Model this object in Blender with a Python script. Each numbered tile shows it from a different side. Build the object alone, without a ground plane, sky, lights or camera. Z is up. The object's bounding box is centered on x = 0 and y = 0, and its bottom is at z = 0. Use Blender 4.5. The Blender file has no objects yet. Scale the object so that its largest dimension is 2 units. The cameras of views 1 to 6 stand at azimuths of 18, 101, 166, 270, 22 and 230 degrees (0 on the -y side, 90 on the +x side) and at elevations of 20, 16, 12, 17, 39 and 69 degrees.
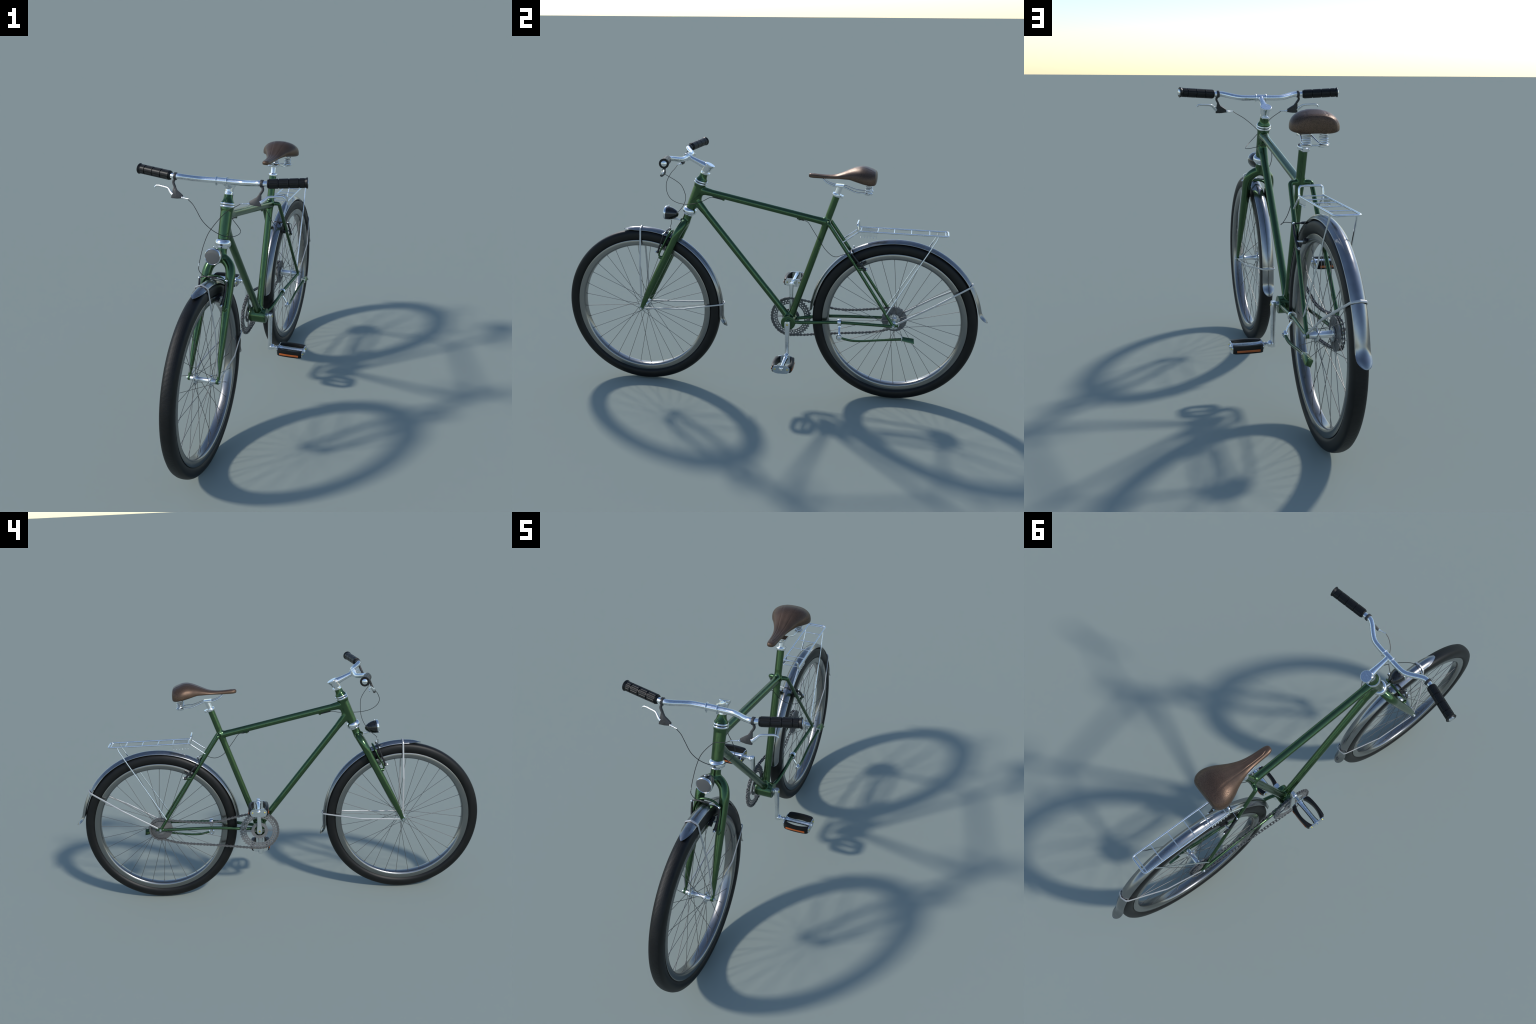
import bpy, bmesh, math, random
import numpy as np
from mathutils import Vector, Matrix

random.seed(7)
PI = math.pi
A = np.array

# ----------------------------------------------------------------------------
# materials
# ----------------------------------------------------------------------------
class Mat:
    """small helper around a Principled node tree"""
    def __init__(self, name, color, metallic=0.0, rough=0.5, coat=0.0, coat_rough=0.1, spec=0.5):
        self.m = bpy.data.materials.new(name)
        self.m.use_nodes = True
        self.nt = self.m.node_tree
        self.b = self.nt.nodes["Principled BSDF"]
        i = self.b.inputs
        i["Base Color"].default_value = (*color, 1)
        i["Metallic"].default_value = metallic
        i["Roughness"].default_value = rough
        i["Coat Weight"].default_value = coat
        i["Coat Roughness"].default_value = coat_rough
        i["Specular IOR Level"].default_value = spec
        self.co = None

    def node(self, kind, **kw):
        n = self.nt.nodes.new(kind)
        for k, v in kw.items():
            if k in n.inputs:
                n.inputs[k].default_value = v
            else:
                setattr(n, k, v)
        return n

    def link(self, a, b):
        self.nt.links.new(a, b)

    def coords(self):
        if self.co is None:
            self.co = self.node("ShaderNodeTexCoord")
        return self.co.outputs["Object"]

    def noise(self, scale, detail=3.0, rough=0.5, vec=None):
        n = self.node("ShaderNodeTexNoise", Scale=scale, Detail=detail, Roughness=rough)
        self.link(vec if vec is not None else self.coords(), n.inputs["Vector"])
        return n.outputs["Fac"]

    def ramp(self, fac, stops):
        r = self.node("ShaderNodeValToRGB")
        e = r.color_ramp.elements
        while len(e) < len(stops):
            e.new(0.5)
        for el, (p, c) in zip(e, stops):
            el.position = p
            el.color = (*c, 1) if len(c) == 3 else c
        self.link(fac, r.inputs["Fac"])
        return r.outputs["Color"]

    def math(self, op, a, b=None):
        n = self.node("ShaderNodeMath", operation=op)
        for k, v in ((0, a), (1, b)):
            if v is None:
                continue
            if isinstance(v, (int, float)):
                n.inputs[k].default_value = v
            else:
                self.link(v, n.inputs[k])
        return n.outputs[0]

    def bump(self, height, strength=0.3, dist=0.001):
        n = self.node("ShaderNodeBump", Strength=strength, Distance=dist)
        self.link(height, n.inputs["Height"])
        self.link(n.outputs["Normal"], self.b.inputs["Normal"])
        return n

    def color(self, out):
        self.link(out, self.b.inputs["Base Color"])

    def rough(self, out):
        self.link(out, self.b.inputs["Roughness"])


def v3(x):
    return (x, x, x)


M = {}

g = Mat("green_paint", (0.075, 0.165, 0.06), metallic=0.92, rough=0.22)
g.color(g.ramp(g.noise(60, 4), [(0.3, (0.068, 0.126, 0.061)), (0.7, (0.076, 0.139, 0.067))]))
M["green"] = g.m

c = Mat("polished_chrome", v3(0.78), metallic=1.0, rough=0.16)
c.color(c.ramp(c.noise(220, 3), [(0.3, (0.72, 0.74, 0.76)), (0.7, (0.86, 0.88, 0.90))]))
c.rough(c.ramp(c.noise(180, 3), [(0.3, v3(0.14)), (0.7, v3(0.24))]))
M["chrome"] = c.m

c = Mat("cast_aluminium", v3(0.7), metallic=1.0, rough=0.26)
c.color(c.ramp(c.noise(40, 2), [(0.3, (0.74, 0.76, 0.77)), (0.7, (0.80, 0.82, 0.84))]))
c.rough(c.ramp(c.noise(40, 2), [(0.3, v3(0.27)), (0.7, v3(0.33))]))
M["alu"] = c.m

c = Mat("fender_steel", v3(0.36), metallic=1.0, rough=0.2)
c.color(c.ramp(c.noise(30, 4, 0.6), [(0.3, (0.275, 0.278, 0.285)), (0.7, (0.315, 0.318, 0.325))]))
c.rough(c.ramp(c.noise(40, 4), [(0.3, v3(0.20)), (0.75, v3(0.27))]))
M["fender"] = c.m

c = Mat("rim_alloy", v3(0.4), metallic=1.0, rough=0.3)
sx = c.node("ShaderNodeSeparateXYZ")
c.link(c.coords(), sx.inputs[0])
rad = c.math("SQRT", c.math("ADD", c.math("POWER", sx.outputs[1], 2.0), c.math("POWER", sx.outputs[2], 2.0)))
streak = c.node("ShaderNodeCombineXYZ")
c.link(c.math("MULTIPLY", rad, 260.0), streak.inputs[0])
c.link(c.math("MULTIPLY", c.math("ARCTAN2", sx.outputs[1], sx.outputs[2]), 14.0), streak.inputs[1])
st = c.noise(1.0, 5, 0.7, streak.outputs[0])
c.color(c.ramp(st, [(0.25, (0.26, 0.26, 0.257)), (0.7, (0.285, 0.285, 0.28))]))
c.rough(c.ramp(st, [(0.3, v3(0.23)), (0.75, v3(0.27))]))
M["rim"] = c.m
M["stay"] = Mat("stay_steel", v3(0.52), metallic=0.6, rough=0.46).m

c = Mat("tyre_rubber", v3(0.004), rough=0.48, spec=0.32)
sx = c.node("ShaderNodeSeparateXYZ")
c.link(c.coords(), sx.inputs[0])
ang = c.math("ARCTAN2", sx.outputs[1], sx.outputs[2])
ribs = c.math("SINE", c.math("MULTIPLY", ang, 560.0))
on = c.math("LESS_THAN", c.math("ABSOLUTE", sx.outputs[0]), 0.0165)
line = c.math("SINE", c.math("MULTIPLY", sx.outputs[0], 900.0))
hgt = c.math("ADD", c.math("MULTIPLY", ribs, on), c.math("MULTIPLY", c.math("MULTIPLY", line, on), 0.15))
c.bump(hgt, 0.22, 0.0008)
c.color(c.ramp(c.noise(25, 5), [(0.3, (0.0028, 0.0029, 0.003)), (0.75, (0.006, 0.006, 0.0059))]))
M["tyre"] = c.m

c = Mat("black_rubber", v3(0.006), rough=0.42, spec=0.3)
c.bump(c.noise(700, 2), 0.15, 0.0005)
M["rubber"] = c.m
M["black"] = Mat("black_plastic", (0.018, 0.018, 0.02), rough=0.35).m
M["lamp_black"] = Mat("lamp_shell_black", v3(0.006), rough=0.22, coat=0.4).m
M["cable"] = Mat("cable_black", v3(0.008), rough=0.45).m

c = Mat("brake_hood", v3(0.03), rough=0.5)
c.color(c.ramp(c.noise(120, 3), [(0.3, v3(0.024)), (0.7, v3(0.042))]))
M["hood"] = c.m

c = Mat("chain_steel", v3(0.15), metallic=0.5, rough=0.42)
c.color(c.ramp(c.noise(160, 4), [(0.3, (0.10, 0.10, 0.10)), (0.7, (0.18, 0.18, 0.18))]))
M["chain"] = c.m
c = Mat("gear_steel", v3(0.14), metallic=0.35, rough=0.5)
c.color(c.ramp(c.noise(130, 4), [(0.3, v3(0.16)), (0.7, v3(0.20))]))
M["gear"] = c.m
M["spoke"] = Mat("spoke_steel", (0.17, 0.165, 0.16), metallic=0.9, rough=0.42).m
M["brass"] = Mat("brass_bolt", (0.75, 0.62, 0.16), metallic=0.9, rough=0.25).m
M["orange"] = Mat("amber_reflector", (0.48, 0.105, 0.016), rough=0.3, coat=0.3).m

c = Mat("lamp_lens", v3(0.12), rough=0.3, coat=0.5)
w1 = c.node("ShaderNodeTexWave", Scale=260.0, bands_direction="X")
w2 = c.node("ShaderNodeTexWave", Scale=260.0, bands_direction="Z")
c.link(c.coords(), w1.inputs["Vector"])
c.link(c.coords(), w2.inputs["Vector"])
mx = c.math("MULTIPLY", w1.outputs["Fac"], w2.outputs["Fac"])
c.color(c.ramp(mx, [(0.1, v3(0.07)), (0.8, v3(0.18))]))
c.bump(mx, 0.3, 0.0006)
M["lens"] = c.m

c = Mat("brown_leather", (0.13, 0.06, 0.04), metallic=0.6, rough=0.40, spec=0.4)
vor = c.node("ShaderNodeTexVoronoi", Scale=400.0)
c.link(c.coords(), vor.inputs["Vector"])
sy = c.node("ShaderNodeSeparateXYZ")
c.link(c.coords(), sy.inputs[0])
mr = c.node("ShaderNodeMapRange")
c.link(sy.outputs[1], mr.inputs["Value"])
mr.inputs["From Min"].default_value = 0.30
mr.inputs["From Max"].default_value = 0.40
back = mr.outputs[0]
pit = c.ramp(vor.outputs["Distance"], [(0.0, v3(0.0)), (0.55, v3(1.0))])
mixp = c.node("ShaderNodeMix", data_type="RGBA")
c.link(back, mixp.inputs["Factor"])
mixp.inputs["A"].default_value = (1, 1, 1, 1)
c.link(pit, mixp.inputs["B"])
base = c.ramp(c.noise(30, 4), [(0.3, (0.112, 0.070, 0.047)), (0.7, (0.136, 0.085, 0.057))])
mul = c.node("ShaderNodeMix", data_type="RGBA", blend_type="MULTIPLY")
mul.inputs["Factor"].default_value = 0.75
c.link(base, mul.inputs["A"])
c.link(mixp.outputs["Result"], mul.inputs["B"])
c.color(mul.outputs["Result"])
hh = c.math("ADD", mixp.outputs["Result"], c.math("MULTIPLY", c.noise(420, 3), 0.5))
c.bump(hh, 0.35, 0.0008)
M["leather"] = c.m

# ----------------------------------------------------------------------------
# geometry helpers
# ----------------------------------------------------------------------------
def norm(v):
    v = A(v, float)
    return v / (np.linalg.norm(v) + 1e-12)


def catmull(pts, n):
    """smooth open curve through control points of any dimension, n samples"""
    P = A(pts, float)
    d = np.linalg.norm(np.diff(P[:, :3], axis=0), axis=1) ** 0.5
    t = np.r_[0, np.cumsum(d)]
    m = np.zeros_like(P)
    for i in range(len(P)):
        if 0 < i < len(P) - 1:
            a, b = t[i] - t[i - 1], t[i + 1] - t[i]
            m[i] = ((P[i] - P[i - 1]) / a * b + (P[i + 1] - P[i]) / b * a) / (a + b)
        elif i == 0:
            m[i] = (P[1] - P[0]) / (t[1] - t[0])
        else:
            m[i] = (P[-1] - P[-2]) / (t[-1] - t[-2])
    out = []
    for s in np.linspace(0, t[-1], n):
        i = min(max(np.searchsorted(t, s, side="right") - 1, 0), len(P) - 2)
        h = t[i + 1] - t[i]
        u = (s - t[i]) / h
        out.append((2*u**3 - 3*u**2 + 1) * P[i] + (u**3 - 2*u**2 + u) * h * m[i]
                   + (-2*u**3 + 3*u**2) * P[i + 1] + (u**3 - u**2) * h * m[i + 1])
    return A(out)


def rounded(pts, r, k=6):
    """polyline with its inner corners rounded by radius r"""
    P = [A(p, float) for p in pts]
    out = [P[0]]
    for i in range(1, len(P) - 1):
        a, b = norm(P[i - 1] - P[i]), norm(P[i + 1] - P[i])
        half = math.acos(np.clip(a @ b, -1, 1)) / 2
        d = min(r / max(math.tan(half), 1e-3), 0.45 * np.linalg.norm(P[i] - P[i - 1]), 0.45 * np.linalg.norm(P[i] - P[i + 1]))
        s, e = P[i] + a * d, P[i] + b * d
        for j in range(k + 1):
            u = j / k
            out.append((1 - u)**2 * s + 2 * u * (1 - u) * P[i] + u**2 * e)
    out.append(P[-1])
    return A(out)


def grid_faces(rows, cols, close_r=False, close_c=True):
    f = []
    for i in range(rows if close_r else rows - 1):
        for j in range(cols if close_c else cols - 1):
            a, b = i * cols + j, i * cols + (j + 1) % cols
            c_, d = ((i + 1) % rows) * cols + (j + 1) % cols, ((i + 1) % rows) * cols + j
            f.append((a, b, c_, d))
    return f


def sweep(pts, r, segs=12, closed=False, cap=True, ref=None, power=2.0):
    """tube along a path; r = number, list, or list of (r along ref, r across)"""
    P = A(pts, float)[:, :3]
    n = len(P)
    R = [(r, r)] * n if np.isscalar(r) else [(q, q) if np.isscalar(q) else tuple(q) for q in r]
    T = np.zeros_like(P)
    for i in range(n):
        if closed:
            T[i] = norm(P[(i + 1) % n] - P[i - 1])
        else:
            T[i] = norm(P[min(i + 1, n - 1)] - P[max(i - 1, 0)])
    if ref is None:
        u = norm(np.cross(T[0], [0.12, 0.31, 0.94] if abs(T[0][2]) < 0.9 else [0.9, 0.3, 0.1]))
    else:
        u = A(ref, float)
    V = []
    for i in range(n):
        base = A(ref, float) if ref is not None else u
        u = norm(base - (base @ T[i]) * T[i])
        v = np.cross(T[i], u)
        for j in range(segs):
            a = 2 * PI * j / segs
            ca, sa = math.cos(a), math.sin(a)
            if power != 2.0:
                ca = math.copysign(abs(ca) ** (2 / power), ca)
                sa = math.copysign(abs(sa) ** (2 / power), sa)
            V.append(P[i] + u * ca * R[i][0] + v * sa * R[i][1])
    F = grid_faces(n, segs, close_r=closed)
    if cap and not closed:
        F.append(tuple(reversed(range(segs))))
        F.append(tuple(range((n - 1) * segs, n * segs)))
    return V, F


def frame_of(axis, ref=None):
    w = norm(axis)
    r0 = A(ref, float) if ref is not None else (A([1.0, 0, 0]) if abs(w[0]) < 0.9 else A([0, 0, 1.0]))
    u = norm(r0 - (r0 @ w) * w)
    return u, np.cross(w, u), w


def lathe(profile, origin, axis, segs=32, closed=False, cap=True):
    """profile: (radius, height along axis) pairs"""
    u, v, w = frame_of(axis)
    o = A(origin, float)
    V = []
    for rr, h in profile:
        for j in range(segs):
            a = 2 * PI * j / segs
            V.append(o + w * h + (u * math.cos(a) + v * math.sin(a)) * rr)
    F = grid_faces(len(profile), segs, close_r=closed)
    if cap and not closed:
        F.append(tuple(reversed(range(segs))))
        n = len(profile)
        F.append(tuple(range((n - 1) * segs, n * segs)))
    return V, F


def cyl(a, b, r, segs=20, bev=0.0):
    a, b = A(a, float), A(b, float)
    L = np.linalg.norm(b - a)
    if bev:
        return lathe([(r - bev, 0), (r, bev), (r, L - bev), (r - bev, L)], a, b - a, segs)
    return lathe([(r, 0), (r, L)], a, b - a, segs)


def ball(c_, r, segs=16, rings=10, scale=(1, 1, 1), axis=(0, 0, 1)):
    prof = [(max(r * math.sin(PI * i / rings), 1e-5), -r * math.cos(PI * i / rings)) for i in range(rings + 1)]
    V, F = lathe(prof, (0, 0, 0), axis, segs)
    return [A(c_, float) + A(p) * A(scale) for p in V], F


def prism(outline, origin, u, v, w, depth):
    """2D outline (in u,v) extruded symmetrically by depth along w"""
    o, u, v, w = A(origin, float), norm(u), norm(v), norm(w)
    n = len(outline)
    V = [o + u * x + v * y - w * depth / 2 for x, y in outline] + [o + u * x + v * y + w * depth / 2 for x, y in outline]
    F = [tuple(reversed(range(n))), tuple(range(n, 2 * n))]
    F += [(i, (i + 1) % n, n + (i + 1) % n, n + i) for i in range(n)]
    return V, F


def box(c_, size, u=(1, 0, 0), v=(0, 1, 0)):
    a, b = size[0] / 2, size[1] / 2
    return prism([(-a, -b), (a, -b), (a, b), (-a, b)], c_, u, v, np.cross(u, v), size[2])


def merge(*parts):
    V, F = [], []
    for pv, pf in parts:
        o = len(V)
        V += [tuple(p) for p in pv]
        F += [tuple(i + o for i in f) for f in pf]
    return V, F


def to_mesh(name, VF, mats, smooth_angle=38, bevel=0.0, bevel_segs=2):
    V, F = VF
    me = bpy.data.meshes.new(name)
    me.from_pydata([tuple(float(c_) for c_ in p) for p in V], [], F)
    bm = bmesh.new()
    bm.from_mesh(me)
    bmesh.ops.recalc_face_normals(bm, faces=bm.faces)
    if bevel:
        ed = [e for e in bm.edges if len(e.link_faces) == 2 and e.calc_face_angle(0) > math.radians(30)]
        bmesh.ops.bevel(bm, geom=ed, offset=bevel, segments=bevel_segs, profile=0.5, affect="EDGES", clamp_overlap=True)
    bm.to_mesh(me)
    bm.free()
    for m in mats if isinstance(mats, (list, tuple)) else [mats]:
        me.materials.append(M[m])
    me.shade_smooth()
    me.set_sharp_from_angle(angle=math.radians(smooth_angle))
    return me


def place(name, me, parent=None, loc=(0, 0, 0), rot=None):
    o = bpy.data.objects.new(name, me)
    bpy.context.scene.collection.objects.link(o)
    if rot is not None:
        o.matrix_local = Matrix.Translation(loc) @ rot
    else:
        o.location = loc
    if parent is not None:
        o.parent = parent
    return o


def empty(name, loc, parent=None):
    o = place(name, None, parent, loc)
    o.empty_display_size = 0.05
    return o


def part(name, VF, mat, parent, loc=(0, 0, 0), **kw):
    """geometry given in world space; stored relative to loc, parent sits at its own loc"""
    V, F = VF
    l = A(loc, float)
    me = to_mesh(name, ([A(p) - l for p in V], F), mat, **kw)
    pl, up = A([0.0, 0, 0]), parent
    while up is not None:
        pl, up = pl + A(up.location), up.parent
    return place(name, me, parent, tuple(l - pl))


def blend(name, VF, mat, parent, voxel, smooth, spots=()):
    """union of overlapping pieces: voxel remesh, then relax to get fillets"""
    me = bpy.data.meshes.new(name)
    V, F = VF
    me.from_pydata([tuple(p) for p in V], [], F)
    bm = bmesh.new()
    bm.from_mesh(me)
    bmesh.ops.recalc_face_normals(bm, faces=bm.faces)
    bm.to_mesh(me)
    bm.free()
    tmp = bpy.data.objects.new(name + "_source", me)
    bpy.context.scene.collection.objects.link(tmp)
    r = tmp.modifiers.new("union", "REMESH")
    r.mode = "VOXEL"
    r.voxel_size = voxel
    s = tmp.modifiers.new("fillet", "SMOOTH")
    s.factor = 0.5
    s.iterations = smooth
    dg = bpy.context.evaluated_depsgraph_get()
    out = bpy.data.meshes.new_from_object(tmp.evaluated_get(dg))
    bpy.data.objects.remove(tmp)
    if spots:
        # extra relaxation near the joints: generous brazed fillets
        n = len(out.vertices)
        co = np.empty(n * 3)
        out.vertices.foreach_get("co", co)
        co = co.reshape(-1, 3)
        ed = np.empty(len(out.edges) * 2, dtype=np.int64)
        out.edges.foreach_get("vertices", ed)
        a, b = ed[0::2], ed[1::2]
        deg = np.bincount(np.r_[a, b], minlength=n)[:, None]
        w = np.zeros(n)
        for centre, radius in spots:
            d = np.linalg.norm(co - A(centre), axis=1) / radius
            w = np.maximum(w, np.clip(1.6 * (1 - d), 0, 1))
        w = (w * 0.5)[:, None]
        for _ in range(70):
            m_ = np.stack([np.bincount(a, co[b, k], n) + np.bincount(b, co[a, k], n) for k in range(3)], axis=1) / deg
            co = co + w * (m_ - co)
        out.vertices.foreach_set("co", co.ravel())
        out.update()
    out.name = name
    out.materials.clear()
    out.materials.append(M[mat])
    out.shade_smooth()
    return place(name, out, parent)


def mx(p):
    return (-p[0], p[1], p[2])


def mirror(VF):
    V, F = VF
    return [(-p[0], p[1], p[2]) for p in V], [tuple(reversed(f)) for f in F]


def both(VF):
    return merge(VF, mirror(VF))


# ----------------------------------------------------------------------------
# layout of the bicycle (x to its left, -y forward, z up)
# ----------------------------------------------------------------------------
FW = (0.0, -0.622, 0.378)         # front wheel centre
RW = (0.0, 0.578, 0.378)          # rear wheel centre
BB = (0.0, 0.089, 0.349)          # bottom bracket
TYRE_R = 0.378
STEER = norm((0, 0.40, 1.0))      # steering axis direction (upwards)


def steer(z):                     # point on the steering axis at height z
    return A([0, -0.3305 - 0.40 * (1.0 - z), z])


def seat(z):                      # point on the seat tube axis
    return A([0, 0.0905 + 0.337 * (z - 0.349), z])


root = empty("city_bicycle", (0, 0, 0))
root["label"] = "green upright city bicycle with steel fenders, rack and brown saddle"
root["category"] = "bicycle"

# ---------------------------------------------------------------- frame
def frame():
    P = []
    ht_lo, ht_hi = steer(0.872), steer(0.990)
    P.append(sweep([ht_lo, steer(0.93), steer(0.975), steer(0.982), ht_hi], [0.0228, 0.0238, 0.0246, 0.0265, 0.0272], 32))
    tt = lambda y: A([0, y, 0.851 - 0.209 * (y - 0.180)])
    P.append(sweep([tt(-0.346), tt(-0.312), tt(-0.28), tt(0.20), tt(0.235), tt(0.262)], [0.0225, 0.0190, 0.0160, 0.0160, 0.0172, 0.0195], 28))
    dt = lambda y: A([0, y, 0.772 - 1.228 * (y + 0.245)])
    P.append(sweep([dt(-0.362), dt(-0.335), dt(-0.31), dt(0.04), dt(0.062), dt(0.09)], [0.0230, 0.0190, 0.0158, 0.0155, 0.0165, 0.0190], 28))
    P.append(sweep([seat(0.352), seat(0.395), seat(0.42), seat(0.80), seat(0.835), seat(0.865), seat(0.962)], [0.0185, 0.0170, 0.0155, 0.0155, 0.0175, 0.0160, 0.0160], 28))
    P.append(cyl((-0.0385, BB[1], BB[2]), (0.0385, BB[1], BB[2]), 0.0342, 40, 0.0015))
    P.append(ball(seat(0.836), 0.0200))
    # webs filling the acute corner between head tube, top tube and down tube
    P.append(prism([(-0.352, 0.958), (-0.372, 0.905), (-0.340, 0.900), (-0.331, 0.915), (-0.326, 0.932), (-0.305, 0.945)], (0, 0, 0), (0, 1, 0), (0, 0, 1), (1, 0, 0), 0.024))
    for s in (1, -1):
        # chain stay
        cs = catmull([(0.022*s, 0.105, 0.352), (0.034*s, 0.150, 0.3555), (0.0425*s, 0.235, 0.3665), (0.0440*s, 0.333, 0.3728), (0.0500*s, 0.45, 0.3755), (0.0570*s, 0.575, 0.3775)], 26)
        P.append(sweep(cs, list(np.linspace(0.0085, 0.0072, 26)), 16))
        # seat stay: short lateral stub from the seat cluster, then straight down to the dropout
        ss = rounded([(0.0, 0.262, 0.838), (0.0385*s, 0.268, 0.838), (0.0455*s, 0.385, 0.667), (0.0580*s, 0.578, 0.378)], 0.012, 8)
        P.append(sweep(ss, list(np.linspace(0.0098, 0.0072, len(ss))), 16))
        P.append(cyl((0.0535*s, 0.578, 0.378), (0.0625*s, 0.578, 0.378), 0.0098, 20))
        # brake boss on the seat stay
        P.append(cyl((0.047*s, 0.406, 0.636), (0.050*s, 0.436, 0.636), 0.006, 12))
        # dropout eyelet
        P.append(box((0.0580*s, 0.585, 0.382), (0.006, 0.03, 0.014)))
    # cable guides under the top tube
    for y in (-0.226, 0.130):
        q = tt(y)
        P.append(box(q + A([0, 0, -0.0185]), (0.007, 0.010, 0.010)))
    return merge(*P)


blend("frame", frame(), "green", root, 0.0015, 6, [((0, -0.330, 0.945), 0.034), ((0, -0.338, 0.903), 0.036), ((0, -0.350, 0.880), 0.028), ((0, 0.255, 0.852), 0.030), ((0, 0.090, 0.388), 0.028)])

# ---------------------------------------------------------------- fork
def fork():
    P = []
    P.append(sweep([steer(0.862), steer(0.840), steer(0.805)], [0.0190, 0.0193, 0.0205], 28))
    for s in (1, -1):
        path = [(0.000, -0.4060, 0.806, 0.0200, 0.0190), (0.0215*s, -0.4130, 0.797, 0.0200, 0.0190), (0.0400*s, -0.4240, 0.779, 0.0198, 0.0190), (0.0484*s, -0.4390, 0.753, 0.0197, 0.0190),
                (0.0500*s, -0.4600, 0.710, 0.0186, 0.0188), (0.0515*s, -0.4950, 0.640, 0.0172, 0.0182), (0.0537*s, -0.5350, 0.560, 0.0148, 0.0174), (0.0560*s, -0.5724, 0.484, 0.0115, 0.0158),
                (0.0576*s, -0.6037, 0.4175, 0.0080, 0.0120), (0.0585*s, -0.6150, 0.392, 0.0060, 0.0098), (0.0585*s, -0.6220, 0.376, 0.0050, 0.0085)]
        q = catmull(path, 60)
        P.append(sweep(q, [(a[3], a[4]) for a in q], 24, ref=(1, 0, 0)))
        P.append(cyl((0.0530*s, -0.622, 0.378), (0.0635*s, -0.622, 0.378), 0.0100, 20))
        P.append(cyl((0.0525*s, -0.500, 0.641), (0.0525*s, -0.528, 0.637), 0.0072, 14))
    # lamp boss
    P.append(cyl((0, -0.412, 0.813), (0, -0.4335, 0.809), 0.0110, 16))
    return merge(*P)


blend("fork", fork(), "green", root, 0.0014, 6, [((0, -0.412, 0.812), 0.042)])

# ---------------------------------------------------------------- head set
part("headset_cup", merge(
    lathe([(0.0205, 0.0), (0.0275, 0.002), (0.0318, 0.008), (0.0325, 0.014), (0.0315, 0.021), (0.0280, 0.027), (0.0225, 0.030)], steer(0.8445), STEER, 40),
    lathe([(0.0215, -0.004), (0.0235, 0.0), (0.0215, 0.004)], steer(0.8430), STEER, 32)), "chrome", root)
ring = lambda h: lathe([(0.0240, h), (0.0285, h + 0.0006), (0.0300, h + 0.0030), (0.0300, h + 0.0050), (0.0285, h + 0.0078), (0.0240, h + 0.0085)], steer(0.988), STEER, 40)
part("headset_ring", merge(ring(0.0), ring(0.0105)), "chrome", root)
part("headset_cover", lathe([(0.0245, 0.0), (0.0262, 0.002), (0.0258, 0.004), (0.0220, 0.009), (0.0195, 0.015), (0.0180, 0.023), (0.0176, 0.034)], steer(1.0055), STEER, 36), "green", root)

# ---------------------------------------------------------------- stem
def stem():
    P = []
    q0 = steer(1.0335)
    P.append(lathe([(0.0165, 0.0), (0.0178, 0.002), (0.0178, 0.010), (0.0172, 0.014), (0.0188, 0.028), (0.0198, 0.044)], q0, STEER, 40))
    # broad flat cap, overhanging towards the rider
    P.append(lathe([(0.0150, -0.030), (0.0180, -0.016), (0.0215, -0.010), (0.0232, -0.005), (0.0238, -0.001), (0.0228, 0.001)], (0, -0.2865, 1.0785), (0, 0.47, 0.883), 40))
    head = A([0, -0.298, 1.0665])
    clampc = A([0, -0.392, 1.1115])
    P.append(sweep([head, head * 0.8 + clampc * 0.2, head * 0.55 + clampc * 0.45, head * 0.2 + clampc * 0.8, clampc], [0.0180, 0.0160, 0.0130, 0.0112, 0.0125], 24))
    P.append(cyl((-0.0215, -0.392, 1.1115), (0.0215, -0.392, 1.1115), 0.0130, 28))
    # wedge lugs behind the quill
    back = norm((0, 1.0, -0.40))
    P.append(box(A(steer(1.0405)) + back * 0.0165, (0.022, 0.014, 0.010), (1, 0, 0), back))
    return merge(*P)


blend("stem", stem(), "chrome", root, 0.0010, 4)
back = norm((0, 1.0, -0.40))
part("stem_bolt", merge(cyl((-0.014, *(steer(1.0405) + back * 0.021)[1:]), (0.014, *(steer(1.0405) + back * 0.021)[1:]), 0.0048, 14, 0.0008),
                        cyl(steer(1.0590) + back * 0.014, steer(1.0590) + back * 0.0235, 0.0050, 12, 0.0008)), "alu", root)

# ---------------------------------------------------------------- handlebar
half = [(0.0, -0.392, 1.1115), (0.055, -0.392, 1.1110), (0.085, -0.3955, 1.1120), (0.110, -0.4080, 1.1160), (0.138, -0.4260, 1.1225), (0.160, -0.4350, 1.1265), (0.182, -0.4330, 1.1255)]
bar_l = catmull(half, 40)
tip_l = A([(0.182 + (0.3380 - 0.182) * t, -0.4330 + 0.0335 * t, 1.1255 + 0.0090 * t) for t in np.linspace(0.05, 1, 14)])
side = np.vstack([bar_l, tip_l])
full = np.vstack([A([mx(p) for p in side[:0:-1]]), side])
bar = part("handlebar", sweep(full, 0.0112, 24), "chrome", root)
clamps = []
for s in (1, -1):
    clamps.append(lathe([(0.0120, -0.0017), (0.0170, -0.0017), (0.0178, 0.0), (0.0170, 0.0017), (0.0120, 0.0017)], (0.0212*s, -0.392, 1.1115), (1, 0, 0), 32))
    clamps.append(box((0.0212*s, -0.400, 1.0955), (0.0030, 0.005, 0.006)))
part("bar_clamp", merge(*clamps), "chrome", bar)


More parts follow.
